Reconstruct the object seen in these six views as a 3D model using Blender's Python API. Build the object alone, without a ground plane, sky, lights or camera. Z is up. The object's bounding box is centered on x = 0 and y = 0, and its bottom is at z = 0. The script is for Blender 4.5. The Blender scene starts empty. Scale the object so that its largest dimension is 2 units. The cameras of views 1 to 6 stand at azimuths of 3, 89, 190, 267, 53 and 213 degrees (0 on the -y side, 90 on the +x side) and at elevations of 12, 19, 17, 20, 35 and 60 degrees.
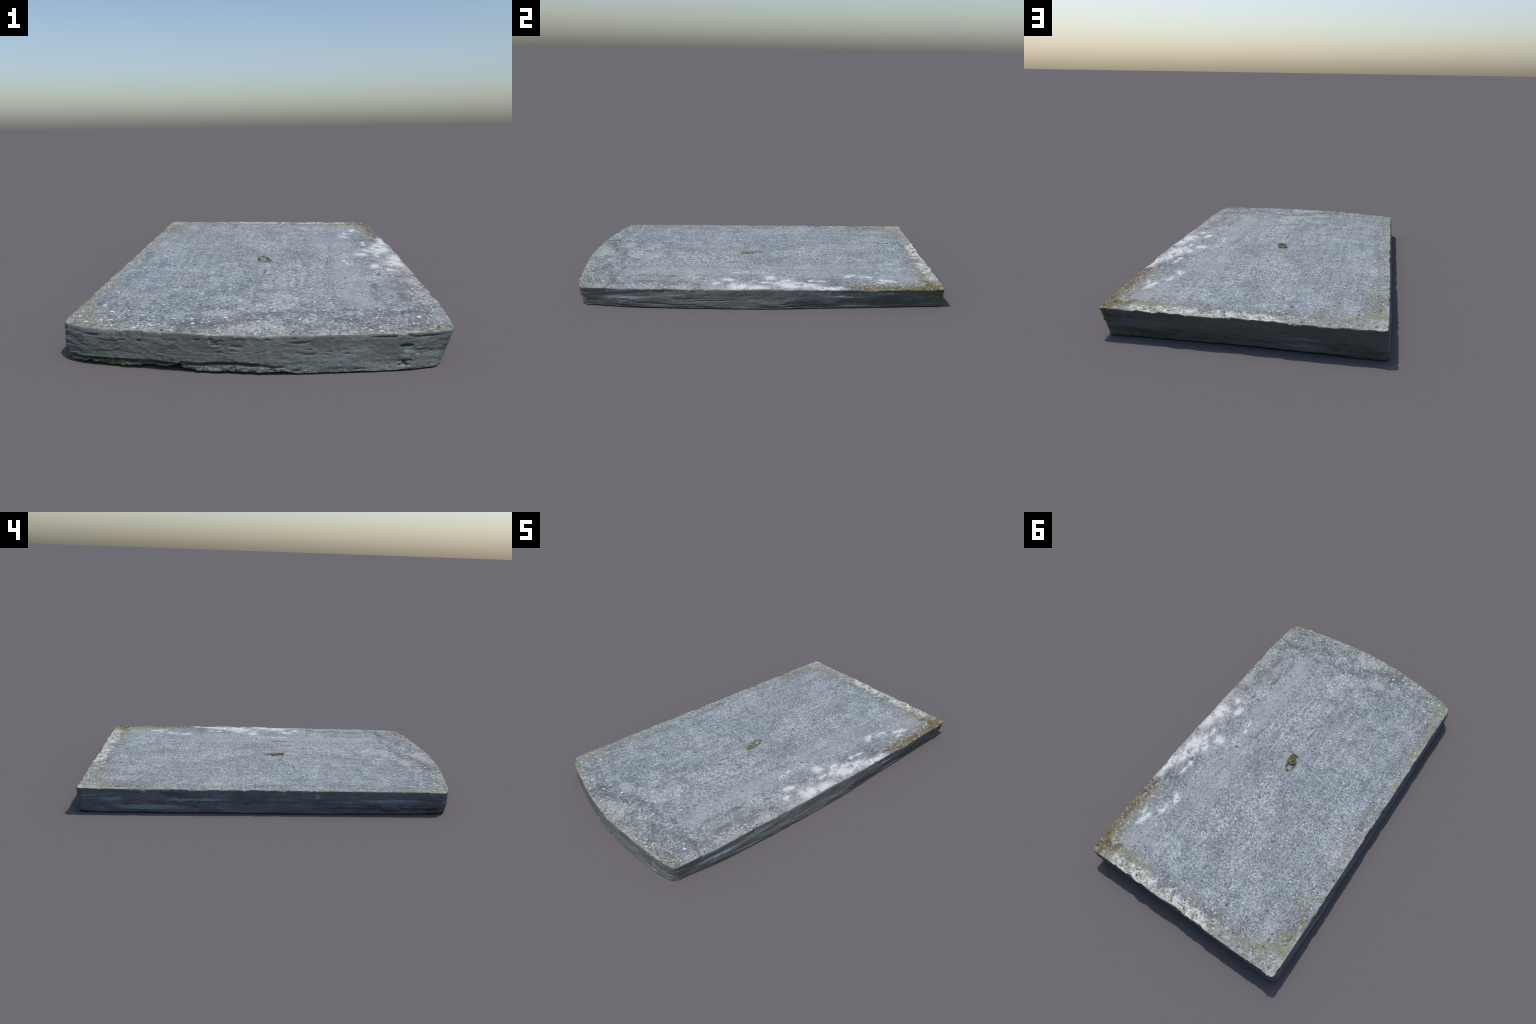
"""Weathered concrete slab (a cast step / cover slab) with a bowed front edge,
a split-off layer under the front, exposed aggregate and two pipe stubs set in a hole."""
import bpy, math
import numpy as np
from mathutils import kdtree

# ------------------------------------------------------------------ numeric noise
def _hash(ix, iy, iz, seed):
    h = (ix.astype(np.int64) * 374761393 + iy.astype(np.int64) * 668265263
         + iz.astype(np.int64) * 2147483647 + seed * 974634777) & 0xFFFFFFFF
    h = ((h ^ (h >> 13)) * 1274126177) & 0xFFFFFFFF
    h = ((h ^ (h >> 16)) * 2246822519) & 0xFFFFFFFF
    return ((h ^ (h >> 15)) & 0xFFFFFF).astype(np.float64) / 0xFFFFFF


def vnoise(x, y, z, seed=0):
    """smooth value noise in -1..1"""
    x0, y0, z0 = np.floor(x), np.floor(y), np.floor(z)
    fx, fy, fz = x - x0, y - y0, z - z0
    fx = fx * fx * fx * (fx * (fx * 6 - 15) + 10)
    fy = fy * fy * fy * (fy * (fy * 6 - 15) + 10)
    fz = fz * fz * fz * (fz * (fz * 6 - 15) + 10)
    out = 0
    for dx in (0, 1):
        for dy in (0, 1):
            for dz in (0, 1):
                w = (fx if dx else 1 - fx) * (fy if dy else 1 - fy) * (fz if dz else 1 - fz)
                out = out + w * _hash(x0 + dx, y0 + dy, z0 + dz, seed)
    return out * 2 - 1


def fnoise(x, y, z, octaves=3, gain=0.5, seed=0):
    x, y, z = np.broadcast_arrays(x, y, z)
    tot, amp, norm = 0, 1.0, 0
    for o in range(octaves):
        k = 2.03 ** o
        tot = tot + amp * vnoise(x * k + 17.3 * o, y * k + 5.1 * o, z * k - 9.7 * o, seed + o)
        norm += amp
        amp *= gain
    return tot / norm


def sstep(a, lo, hi):
    t = np.clip((a - lo) / (hi - lo), 0, 1)
    return t * t * (3 - 2 * t)


# ------------------------------------------------------------------ plan outline
Y_BACK = 0.997
TOP_Z = 0.1185


def front_y(x):                       # bowed front edge
    return np.interp(x, [-0.60, -0.576, -0.50, -0.39, -0.30, -0.18, -0.05, 0.04, 0.14, 0.22, 0.30, 0.37, 0.42, 0.47, 0.55, 0.60],
                     [-0.874, -0.887, -0.923, -0.946, -0.960, -0.979, -0.989, -0.994, -0.987, -0.978, -0.971, -0.962, -0.957, -0.951, -0.930, -0.911])


def right_x(y):
    return np.interp(y, [-0.92, -0.7, -0.3, 0.2, 0.42, 0.7, 0.98],
                     [0.581, 0.596, 0.600, 0.599, 0.594, 0.586, 0.573])


def left_x(y):
    return np.interp(y, [-0.92, -0.7, -0.3, 0.2, 0.6, 0.98], [-0.571, -0.573, -0.576, -0.580, -0.584, -0.584])


NX, NY, NZ = 500, 850, 50
W, H = 1.165, 1.97
CORNER = {(0, 0): 0.025, (1, 0): 0.026, (1, 1): 0.020, (0, 1): 0.036}

U, V = np.meshgrid(np.linspace(0, W, NX + 1), np.linspace(0, H, NY + 1), indexing="ij")
for (cu, cv), r in CORNER.items():
    a = (r - (W - U if cu else U)) / r
    b = (r - (H - V if cv else V)) / r
    m = (a > 0) & (b > 0)
    a2 = a * np.sqrt(np.maximum(0, 1 - b * b / 2))
    b2 = b * np.sqrt(np.maximum(0, 1 - a * a / 2))
    U = np.where(m, (W - (r - a2 * r)) if cu else (r - a2 * r), U)
    V = np.where(m, (H - (r - b2 * r)) if cv else (r - b2 * r), V)
u, v = U / W, V / H
X = -0.583 + 1.166 * u
for _ in range(3):
    Yf = front_y(X)
    Y = Yf + (Y_BACK - Yf) * v
    X = left_x(Y) + (right_x(Y) - left_x(Y)) * u

ii = np.concatenate([np.arange(0, NX), np.full(NY, NX), np.arange(NX, 0, -1), np.zeros(NY, int)])
jj = np.concatenate([np.zeros(NX, int), np.arange(0, NY), np.full(NX, NY), np.arange(NY, 0, -1)])
LOOP = len(ii)
rx, ry = X[ii, jj].copy(), Y[ii, jj].copy()
k = 5
tx, ty = np.roll(rx, -k) - np.roll(rx, k), np.roll(ry, -k) - np.roll(ry, k)
ln = np.hypot(tx, ty)
nx, ny = ty / ln, -tx / ln           # outward normal along the rim

# nearest rim sample for every top vertex close to the edge
kd = kdtree.KDTree(LOOP)
for i in range(LOOP):
    kd.insert((rx[i], ry[i], 0), i)
kd.balance()
D = np.full(X.shape, 1.0)
S = np.zeros(X.shape, int)
near = 26
for i in range(NX + 1):
    cols = range(NY + 1) if (i < near or i > NX - near) else list(range(near)) + list(range(NY + 1 - near, NY + 1))
    for j in cols:
        _, idx, dist = kd.find((X[i, j], Y[i, j], 0))
        D[i, j], S[i, j] = dist, idx

# ------------------------------------------------------------------ side shape
FRONT = (ny < -0.75)
BACK = (ny > 0.75)
RIGHT = (nx > 0.75)
LEFT = (nx < -0.75)
wF = sstep(-ny, 0.55, 0.9)
wB = sstep(ny, 0.55, 0.9)
wR = sstep(nx, 0.55, 0.9)
wL = sstep(-nx, 0.55, 0.9)

# how far the foot of the side stands in (-) or out (+) from the rim
foot_r = np.interp(ry, [-0.93, -0.6, -0.35, 0.10, 0.45, 0.7, 0.98], [-0.036, -0.016, -0.008, -0.009, -0.028, -0.036, -0.044])
foot_l = np.interp(ry, [-0.9, -0.72, -0.3, 0.2, 0.6, 0.98], [0.004, 0.006, 0.013, 0.012, 0.009, 0.009])
foot_f = np.interp(rx, [-0.56, -0.3, 0.1, 0.55], [-0.004, 0.0, -0.003, -0.003])
foot_b = np.interp(rx, [-0.56, 0.0, 0.4, 0.56], [-0.008, -0.018, -0.014, -0.005])
FOOT_X = foot_r * sstep(rx, 0.30, 0.59) - foot_l * sstep(-rx, 0.30, 0.58)
FOOT_Y = foot_b * sstep(ry, 0.75, 0.99) - foot_f * sstep(-ry, 0.70, 0.92)
# bites out of the top arris: large along the back edge, small elsewhere
bite = 0.0055 * wB * sstep(fnoise(rx * 8, 0, 2, 3, 0.6, seed=101), 0.0, 0.45) * sstep(0.42 - np.abs(rx - 0.02), 0, 0.15)
bite = bite + (0.0042 - 0.0002 * wB) * sstep(fnoise(rx * 17, ry * 17, 2, 3, 0.55, seed=103), 0.2, 0.5)

# the underside is ragged: height of its edge above the ground
zb = 0.0015 + 0.0015 * fnoise(rx * 14, ry * 14, 0, 3, seed=3)
front_lift = np.interp(rx, [-0.585, -0.56, -0.547, -0.50, -0.485, -0.46, -0.42, -0.36, -0.33, -0.26, -0.21, -0.17, -0.12, -0.09, 0.06, 0.09, 0.125, 0.2],
                       [0.012, 0.010, 0.002, 0.004, 0.010, 0.008, 0.001, 0.0, 0.006, 0.011, 0.011, 0.006, 0.000, 0.004, 0.004, 0.007, 0.0, 0.0])
zb += front_lift * wF
zb += wL * np.interp(ry, [-0.95, -0.8, -0.72, 0.9, 0.99], [0.010, 0.006, 0.0, 0.001, 0.010])
zb += wB * np.interp(rx, [-0.46, -0.43, -0.2, 0.2], [0.0, 0.006, 0.005, 0.001])
zb = np.maximum(zb + (0.0025 + 0.0035 * wF * (1 - sstep(rx, 0.05, 0.12))) * np.maximum(0, fnoise(rx * 45, ry * 45, 1, 2, seed=8)), 0)


def groove(coord, z, pts, depth, width, weight, fade=0.04):
    """depth of a crack that follows a polyline (coordinate, height)"""
    pc = [p[0] for p in pts]
    pz = [p[1] for p in pts]
    zc = np.interp(coord, pc, pz) + 0.0016 * fnoise(coord * 60, 0, 0, 3, seed=21)
    run = sstep(coord, pc[0] - fade / 2, pc[0] + fade / 2) * (1 - sstep(coord, pc[-1] - fade / 2, pc[-1] + fade / 2))
    d = np.abs(z - zc) / width
    return depth * run * np.exp(-d ** 4) * weight


def dent(c, z, c0, z0, rc, rz, depth, weight):
    return depth * weight * np.exp(-(((c - c0) / rc) ** 2 + ((z - z0) / rz) ** 2) ** 2)


def side_relief(z):
    """outward offset of the side at height z for every rim sample"""
    o = -bite * sstep(z, 0.080, 0.112)
    # horizontal casting strata, lumps and fine grain
    o = o + (0.0022 - 0.0013 * wF) * fnoise(rx * 8, ry * 8, z * 32, 3, 0.55, seed=31)
    corner = sstep(np.minimum(np.abs(np.abs(rx) - 0.58), 1), 0.0, 0.05) * sstep(np.minimum(np.abs(ry - 0.99), np.abs(ry + 0.92)), 0.0, 0.05)
    edge_rough = (1 - np.clip(sstep(np.hypot(np.abs(rx) - 0.58, np.minimum(np.abs(ry - 0.99), np.abs(ry + 0.92))), 0.01, 0.10), 0, 1))
    o = o + (0.0009 + 0.0026 * edge_rough) * fnoise(rx * 26, ry * 26, z * 110, 3, 0.6, seed=37)
    o = o + (0.0007 + 0.0006 * wF) * fnoise(rx * 90, ry * 90, z * 130, 2, 0.6, seed=41)
    # bedding: long thin splits and small steps between the layers
    bed = fnoise(rx * 3.6, ry * 3.6, z * 34, 3, 0.55, seed=43)
    broken = sstep(fnoise(rx * 6, ry * 6, z * 12, 2, 0.5, seed=45), -0.25, 0.25)
    o = o - (0.0030 - 0.0016 * wF) * broken * np.exp(-(bed / 0.035) ** 2) + (0.0012 - 0.0008 * wF) * np.tanh(bed / 0.05)
    # flaked pockets on the front
    pock = fnoise(rx * 20, ry * 20, z * 85, 3, 0.5, seed=47)
    o = o - (0.0038 * wF + 0.0015 * (1 - wF)) * sstep(pock, 0.50, 0.70)
    # ---- front: split layer with an undercut crack above it
    o = o - groove(rx, z, [(-0.60, 0.021), (-0.52, 0.0185), (-0.42, 0.0205), (-0.30, 0.0235), (-0.20, 0.0185)], 0.022, 0.0046, wF)
    o = o - groove(rx, z, [(-0.20, 0.026), (-0.15, 0.0235), (-0.105, 0.0275), (-0.04, 0.029), (0.012, 0.0255)], 0.024, 0.0042, wF, 0.03)
    o = o - groove(rx, z, [(0.0, 0.0265), (0.04, 0.0255), (0.055, 0.021), (0.085, 0.020)], 0.012, 0.0022, wF, 0.02)
    below = 1 - sstep(z, 0.019, 0.023)
    o = o - wF * below * (0.009 + 0.007 * fnoise(rx * 30, 0, z * 90, 3, seed=51)) * (1 - sstep(rx, -0.24, -0.17)) * (0.5 + 0.5 * sstep(rx, -0.50, -0.42))
    o = o - wF * (1 - sstep(z, 0.022, 0.026)) * 0.003 * sstep(rx, -0.22, -0.17) * (1 - sstep(rx, 0.05, 0.09))
    o = o + wF * below * 0.0065 * fnoise(rx * 52, 0, z * 130, 3, 0.6, seed=53) * (1 - sstep(rx, 0.05, 0.12))
    # round pits and a star shaped hole
    for c0, z0, rc, rz, dp in ((0.443, 0.075, 0.017, 0.0040, 0.014), (0.432, 0.073, 0.012, 0.003, 0.008), (0.444, 0.0235, 0.007, 0.0075, 0.014),
                               (0.432, 0.030, 0.011, 0.0026, 0.010), (0.456, 0.030, 0.012, 0.0026, 0.010), (0.434, 0.0165, 0.008, 0.0030, 0.010),
                               (0.455, 0.0165, 0.008, 0.0030, 0.010), (-0.47, 0.094, 0.018, 0.003, 0.008), (-0.328, 0.086, 0.008, 0.003, 0.008),
                               (-0.157, 0.098, 0.010, 0.0032, 0.005), (-0.117, 0.100, 0.010, 0.003, 0.004), (-0.105, 0.085, 0.012, 0.0034, 0.005),
                               (-0.047, 0.081, 0.020, 0.004, 0.003), (0.135, 0.093, 0.022, 0.003, 0.006), (0.163, 0.058, 0.024, 0.0022, 0.003),
                               (0.266, 0.057, 0.010, 0.0022, 0.004), (0.216, 0.064, 0.010, 0.002, 0.003), (0.124, 0.010, 0.010, 0.004, 0.006),
                               (0.40, 0.103, 0.060, 0.0026, 0.006), (0.50, 0.101, 0.04, 0.0024, 0.005)):
        o = o - dent(rx, z, c0, z0, rc, rz, dp, wF)
    # ---- right side: low split line
    o = o - groove(ry, z, [(-0.66, 0.040), (-0.60, 0.031), (-0.50, 0.024), (-0.40, 0.020), (-0.34, 0.021)], 0.008, 0.0026, wR, 0.1)
    o = o - groove(ry, z, [(-0.35, 0.041), (-0.25, 0.047), (-0.12, 0.050)], 0.005, 0.0025, wR, 0.1)
    o = o - groove(ry, z, [(0.05, 0.010), (0.20, 0.014), (0.34, 0.022)], 0.008, 0.003, wR, 0.1)
    # ---- left side: long split line at mid height, broken foot near the front
    o = o - groove(ry, z, [(-0.93, 0.043), (-0.70, 0.045), (-0.50, 0.047), (-0.33, 0.052), (-0.10, 0.058), (0.05, 0.056), (0.15, 0.050), (0.30, 0.058), (0.46, 0.064)], 0.005, 0.0026, wL, 0.15)
    for c0, z0, rc, rz, dp in ((0.14, 0.048, 0.03, 0.004, 0.008), (-0.83, 0.023, 0.08, 0.0075, 0.012), (-0.90, 0.016, 0.04, 0.012, 0.010), (0.80, 0.083, 0.03, 0.003, 0.006)):
        o = o - dent(ry, z, c0, z0, rc, rz, dp, wL)
    # ---- back
    for c0, z0, rc, rz, dp in ((0.447, 0.089, 0.012, 0.003, 0.009), (0.425, 0.085, 0.016, 0.004, 0.009), (-0.293, 0.043, 0.05, 0.0028, 0.009), (0.48, 0.033, 0.015, 0.003, 0.005)):
        o = o - dent(rx, z, c0, z0, rc, rz, dp, wB)
    return o


# ------------------------------------------------------------------ top relief
# hole around the pipe stubs: convex-ish polygon given by its corners
HOLE = np.array([(0.0290, -0.0530), (0.0245, -0.0790), (-0.0010, -0.0930), (-0.0120, -0.0817), (-0.0237, -0.0489),
                 (-0.0309, -0.0199), (-0.0127, 0.0142), (-0.0048, 0.0255), (0.0150, 0.0060), (0.0235, -0.030)])


def hole_depth(x, y):
    """0..1 inside the hole, soft rim"""
    d = np.full(x.shape, 1e9)
    inside = np.zeros(x.shape, bool)
    n = len(HOLE)
    for a in range(n):
        (x0, y0), (x1, y1) = HOLE[a], HOLE[(a + 1) % n]
        ex, ey = x1 - x0, y1 - y0
        t = np.clip(((x - x0) * ex + (y - y0) * ey) / (ex * ex + ey * ey), 0, 1)
        d = np.minimum(d, np.hypot(x - x0 - t * ex, y - y0 - t * ey))
        cross = ((y0 > y) != (y1 > y)) & (x < (x1 - x0) * (y - y0) / (y1 - y0 + 1e-12) + x0)
        inside ^= cross
    return np.where(inside, sstep(d, -0.0005, 0.0045), 0)


rim_noise = fnoise(rx * 24, ry * 24, 0, 3, 0.6, seed=61)
chip = sstep(fnoise(rx * 9, ry * 9, 4, 3, 0.5, seed=63), 0.22, 0.5)
R_edge = 0.0062 + 0.0024 * rim_noise + 0.0060 * chip
R_edge = R_edge + 0.004 * wL * 0 + 0.003 * wF * sstep(-rx, 0.1, 0.4)

edge_band = 1 - sstep(np.minimum.reduce([X - left_x(Y), right_x(Y) - X, Y - front_y(X), Y_BACK - Y]), 0.02, 0.11)
front_band = 1 - sstep(Y - front_y(X), 0.05, 0.30)
rough = 0.45 + 0.55 * sstep(fnoise(X * 3.2, Y * 3.2, 0, 3, seed=71), -0.15, 0.25)
rough = np.clip(rough + 0.9 * edge_band + 0.45 * front_band, 0, 1.8)
Zt = TOP_Z + 0.0006 - 0.0052 * X + 0.0020 * Y - 0.0015 * (1 - sstep(Y - front_y(X), 0.0, 0.12)) + 0.0012 * fnoise(X * 2.2, Y * 2.2, 0, 2, seed=73)
Zt = Zt + rough * (0.0007 * fnoise(X * 55, Y * 42, 0, 3, 0.65, seed=75))
Zt = Zt - rough * 0.0021 * sstep(fnoise(X * 38, Y * 32, 3, 3, 0.6, seed=77), 0.22, 0.6)
Zt = Zt - 0.0035 * edge_band ** 2 * sstep(fnoise(X * 17, Y * 17, 7, 3, 0.55, seed=79), 0.0, 0.4)
# worn shallow joint running along the right, and a few scratches
line_x = np.interp(Y, [-0.8, -0.6, -0.5, -0.36, -0.2], [0.398, 0.394, 0.401, 0.446, 0.47])
Zt = Zt - 0.0010 * np.exp(-((X - line_x) / 0.012) ** 2) * sstep(Y, -0.84, -0.74) * (1 - sstep(Y, -0.35, -0.22)) * (0.5 + 0.5 * fnoise(X * 40, Y * 40, 0, 2, seed=81))
for (x0, y0, x1, y1, wd, dp) in ((-0.20, -0.452, -0.278, -0.497, 0.004, 0.002), (-0.278, -0.497, -0.345, -0.511, 0.004, 0.003),
                                 (0.255, -0.175, 0.280, -0.010, 0.004, 0.0022), (0.006, -0.35, 0.014, -0.18, 0.006, 0.0018),
                                 (0.485, 0.800, 0.498, 0.665, 0.005, 0.003)):
    ex, ey = x1 - x0, y1 - y0
    t = np.clip(((X - x0) * ex + (Y - y0) * ey) / (ex * ex + ey * ey), 0, 1)
    dd = np.hypot(X - x0 - t * ex + 0.003 * fnoise(X * 30, Y * 30, 2, 2, seed=83), Y - y0 - t * ey)
    Zt = Zt - dp * np.exp(-(dd / wd) ** 2)
Zt = Zt + 0.0012 * np.exp(-((np.hypot((X - 0.002) / 0.030, (Y + 0.036) / 0.062) - 1.12) / 0.16) ** 2) * (0.6 + 0.6 * fnoise(X * 60, Y * 60, 0, 2, seed=85))
Zt = Zt - 0.010 * hole_depth(X, Y) - 0.002 * np.exp(-(np.hypot(X - 0.002, Y + 0.04) / 0.05) ** 2)
# rounded arris
Rv = R_edge[S]
t = np.clip((Rv - D) / Rv, 0, 1)
Zt = Zt - np.where(D < Rv, Rv - np.sqrt(np.maximum(Rv * Rv - (t * Rv) ** 2, 0)), 0)

rim_z = Zt[ii, jj]
f_top = side_relief(rim_z)
fall = np.where(D < 0.06, np.exp(-D / 0.017), 0)
X = X + nx[S] * f_top[S] * fall
Y = Y + ny[S] * f_top[S] * fall
rx2, ry2 = X[ii, jj], Y[ii, jj]

# ------------------------------------------------------------------ assemble the body mesh
def gid(i, j):
    return i * (NY + 1) + j


verts = [np.stack([X.ravel(), Y.ravel(), Zt.ravel()], 1)]
base = (NX + 1) * (NY + 1)
rows = [gid(ii, jj)]
for r in range(1, NZ + 1):
    t = 1 - r / NZ
    z = zb + t * (rim_z - zb)
    o = side_relief(z)
    lean = 1 - np.clip(z / 0.112, 0, 1)
    verts.append(np.stack([rx + nx * o + FOOT_X * lean, ry + ny * o + FOOT_Y * lean, z], 1))
    rows.append(base + np.arange(LOOP))
    base += LOOP
foot_ring = verts[-1].copy()
for s, lift in ((0.985, 0.004), (0.96, 0.005), (0.92, 0.003), (0.82, 0.003), (0.6, 0.003), (0.3, 0.003)):
    p = foot_ring.copy()
    p[:, 0] *= s
    p[:, 1] *= s
    p[:, 2] = lift + 0.003 * fnoise(p[:, 0] * 20, p[:, 1] * 20, 0, 2, seed=91) + foot_ring[:, 2] * max(0, s - 0.9) * 5
    p[:, 2] = np.maximum(p[:, 2], 0.0006)
    verts.append(p)
    rows.append(base + np.arange(LOOP))
    base += LOOP
verts.append(np.array([[0, 0, 0.003]]))
centre = base
VERT = np.concatenate(verts)

# settle into the frame
lo, hi = VERT.min(0), VERT.max(0)
SHIFT = np.array([-(lo[0] + hi[0]) / 2, -(lo[1] + hi[1]) / 2, -lo[2]])
VERT = VERT + SHIFT
SCALE_Y = 2.0 / (hi[1] - lo[1])
VERT[:, 1] *= SCALE_Y

I, J = np.meshgrid(np.arange(NX), np.arange(NY), indexing="ij")
I, J = I.ravel(), J.ravel()
top_faces = np.stack([gid(I, J), gid(I + 1, J), gid(I + 1, J + 1), gid(I, J + 1)], 1)
ring_faces = []
for a, b in zip(rows[:-1], rows[1:]):
    ring_faces.append(np.stack([b, np.roll(b, -1), np.roll(a, -1), a], 1))
side_faces = np.concatenate(ring_faces)
last = rows[-1]
fan = np.stack([np.roll(last, -1), last, np.full(LOOP, centre)], 1)

loops = np.concatenate([top_faces.ravel(), side_faces.ravel(), fan.ravel()]).astype(np.int32)
counts = np.concatenate([np.full(len(top_faces) + len(side_faces), 4), np.full(len(fan), 3)])
starts = np.concatenate([[0], np.cumsum(counts)[:-1]]).astype(np.int32)
# which faces are worn top and which are cast side: the border wanders round the arris
Dc = (D[I, J] + D[I + 1, J] + D[I, J + 1] + D[I + 1, J + 1]) / 4
Rc = R_edge[S[I, J]]
top_is_side = Dc < 0.27 * Rc
mat_idx = np.concatenate([np.where(top_is_side, 1, 0), np.full(len(side_faces) + len(fan), 1)]).astype(np.int32)

me = bpy.data.meshes.new("slab_body")
me.vertices.add(len(VERT))
me.vertices.foreach_set("co", VERT.astype(np.float32).ravel())
me.loops.add(len(loops))
me.loops.foreach_set("vertex_index", loops)
me.polygons.add(len(counts))
me.polygons.foreach_set("loop_start", starts)
me.polygons.foreach_set("loop_total", counts.astype(np.int32))
me.update(calc_edges=True)
me.polygons.foreach_set("material_index", mat_idx)
me.polygons.foreach_set("use_smooth", np.ones(len(counts), bool))
me.update()


# ------------------------------------------------------------------ material helpers
def lin(r, g, b):
    f = lambda c: (c / 255) / 12.92 if c / 255 <= 0.04045 else ((c / 255 + 0.055) / 1.055) ** 2.4
    return (f(r), f(g), f(b), 1.0)


class Mat:
    def __init__(self, name, rough=0.9):
        self.m = bpy.data.materials.new(name)
        self.m.use_nodes = True
        self.t = self.m.node_tree
        self.bsdf = self.t.nodes["Principled BSDF"]
        self.bsdf.inputs["Roughness"].default_value = rough
        self.bsdf.inputs["Specular IOR Level"].default_value = 0.25
        self.P = self.t.nodes.new("ShaderNodeTexCoord").outputs["Object"]

    def put(self, sock, val):
        if isinstance(val, bpy.types.NodeSocket):
            self.t.links.new(val, sock)
        else:
            sock.default_value = val

    def math(self, op, a, b=0.0, c=0.0, clamp=False):
        n = self.t.nodes.new("ShaderNodeMath")
        n.operation, n.use_clamp = op, clamp
        for s, val in zip(n.inputs, (a, b, c)):
            self.put(s, val)
        return n.outputs[0]

    def add(self, a, b): return self.math("ADD", a, b)
    def sub(self, a, b): return self.math("SUBTRACT", a, b)
    def mul(self, *a):
        out = a[0]
        for b in a[1:]:
            out = self.math("MULTIPLY", out, b)
        return out
    def mx(self, *a):
        out = a[0]
        for b in a[1:]:
            out = self.math("MAXIMUM", out, b)
        return out
    def mn(self, *a):
        out = a[0]
        for b in a[1:]:
            out = self.math("MINIMUM", out, b)
        return out

    def step(self, a, lo, hi, o0=0.0, o1=1.0):
        n = self.t.nodes.new("ShaderNodeMapRange")
        n.interpolation_type = "SMOOTHSTEP"
        if lo > hi:
            lo, hi, o0, o1 = hi, lo, o1, o0
        self.put(n.inputs["Value"], a)
        n.inputs["From Min"].default_value, n.inputs["From Max"].default_value = lo, hi
        n.inputs["To Min"].default_value, n.inputs["To Max"].default_value = o0, o1
        return n.outputs[0]

    def scaled(self, vec, s, loc=(0, 0, 0)):
        n = self.t.nodes.new("ShaderNodeMapping")
        self.put(n.inputs["Vector"], vec)
        n.inputs["Scale"].default_value = s
        n.inputs["Location"].default_value = loc
        return n.outputs[0]

    def noise(self, vec, scale, detail=3, rough=0.55, out=0):
        n = self.t.nodes.new("ShaderNodeTexNoise")
        self.put(n.inputs["Vector"], vec)
        n.inputs["Scale"].default_value = scale
        n.inputs["Detail"].default_value = detail
        n.inputs["Roughness"].default_value = rough
        return n.outputs[out]

    def voronoi(self, vec, scale, feature="F1", rnd=1.0):
        n = self.t.nodes.new("ShaderNodeTexVoronoi")
        n.feature = feature
        self.put(n.inputs["Vector"], vec)
        n.inputs["Scale"].default_value = scale
        n.inputs["Randomness"].default_value = rnd
        return n

    def xyz(self, vec):
        n = self.t.nodes.new("ShaderNodeSeparateXYZ")
        self.put(n.inputs[0], vec)
        return n.outputs

    def mix(self, fac, a, b, mode="MIX"):
        n = self.t.nodes.new("ShaderNodeMix")
        n.data_type, n.blend_type = "RGBA", mode
        self.put(n.inputs["Factor"], fac)
        self.put(n.inputs[6], a)
        self.put(n.inputs[7], b)
        return n.outputs[2]

    def gain(self, col, g):
        """multiply a colour by a number"""
        n = self.t.nodes.new("ShaderNodeVectorMath")
        n.operation = "SCALE"
        self.put(n.inputs[0], col)
        self.put(n.inputs["Scale"], g)
        return n.outputs[0]

    def warp(self, vec, scale, amount, detail=3):
        c = self.noise(vec, scale, detail, 0.6, out=1)
        n = self.t.nodes.new("ShaderNodeVectorMath")
        n.operation = "MULTIPLY_ADD"
        self.put(n.inputs[0], c)
        n.inputs[1].default_value = (amount,) * 3
        self.put(n.inputs[2], vec)
        n2 = self.t.nodes.new("ShaderNodeVectorMath")
        n2.operation = "SUBTRACT"
        self.put(n2.inputs[0], n.outputs[0])
        n2.inputs[1].default_value = (amount / 2,) * 3
        return n2.outputs[0]

    def blobs(self, vec, items):
        """union of ellipsoids ((cx,cy,cz),(rx,ry,rz),turn): 1 in the middle, 0 on the rim, negative outside"""
        best = None
        for c, r, turn in items:
            n = self.t.nodes.new("ShaderNodeMapping")
            n.vector_type = "TEXTURE"
            self.put(n.inputs["Vector"], vec)
            n.inputs["Location"].default_value = c
            n.inputs["Rotation"].default_value = (0, 0, math.radians(turn))
            n.inputs["Scale"].default_value = r
            ln = self.t.nodes.new("ShaderNodeVectorMath")
            ln.operation = "LENGTH"
            self.put(ln.inputs[0], n.outputs[0])
            d = self.math("SUBTRACT", 1.0, ln.outputs["Value"])
            best = d if best is None else self.math("MAXIMUM", best, d)
        return best

    def ramp(self, fac, stops, constant=False):
        n = self.t.nodes.new("ShaderNodeValToRGB")
        self.put(n.inputs[0], fac)
        cr = n.color_ramp
        cr.interpolation = "CONSTANT" if constant else "LINEAR"
        while len(cr.elements) < len(stops):
            cr.elements.new(0.5)
        for e, (p, c) in zip(cr.elements, stops):
            e.position, e.color = p, c
        return n.outputs[0]

    def finish(self, col, height=None, strength=0.4, dist=0.002):
        self.put(self.bsdf.inputs["Base Color"], col)
        if height is not None:
            b = self.t.nodes.new("ShaderNodeBump")
            b.inputs["Strength"].default_value = strength
            b.inputs["Distance"].default_value = dist
            self.put(b.inputs["Height"], height)
            self.t.links.new(b.outputs[0], self.bsdf.inputs["Normal"])
        return self.m


def flat(cx, cy, r1, r2, turn=0):
    return ((cx, cy, 0.115), (r1, r2, 0.2), turn)


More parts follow.
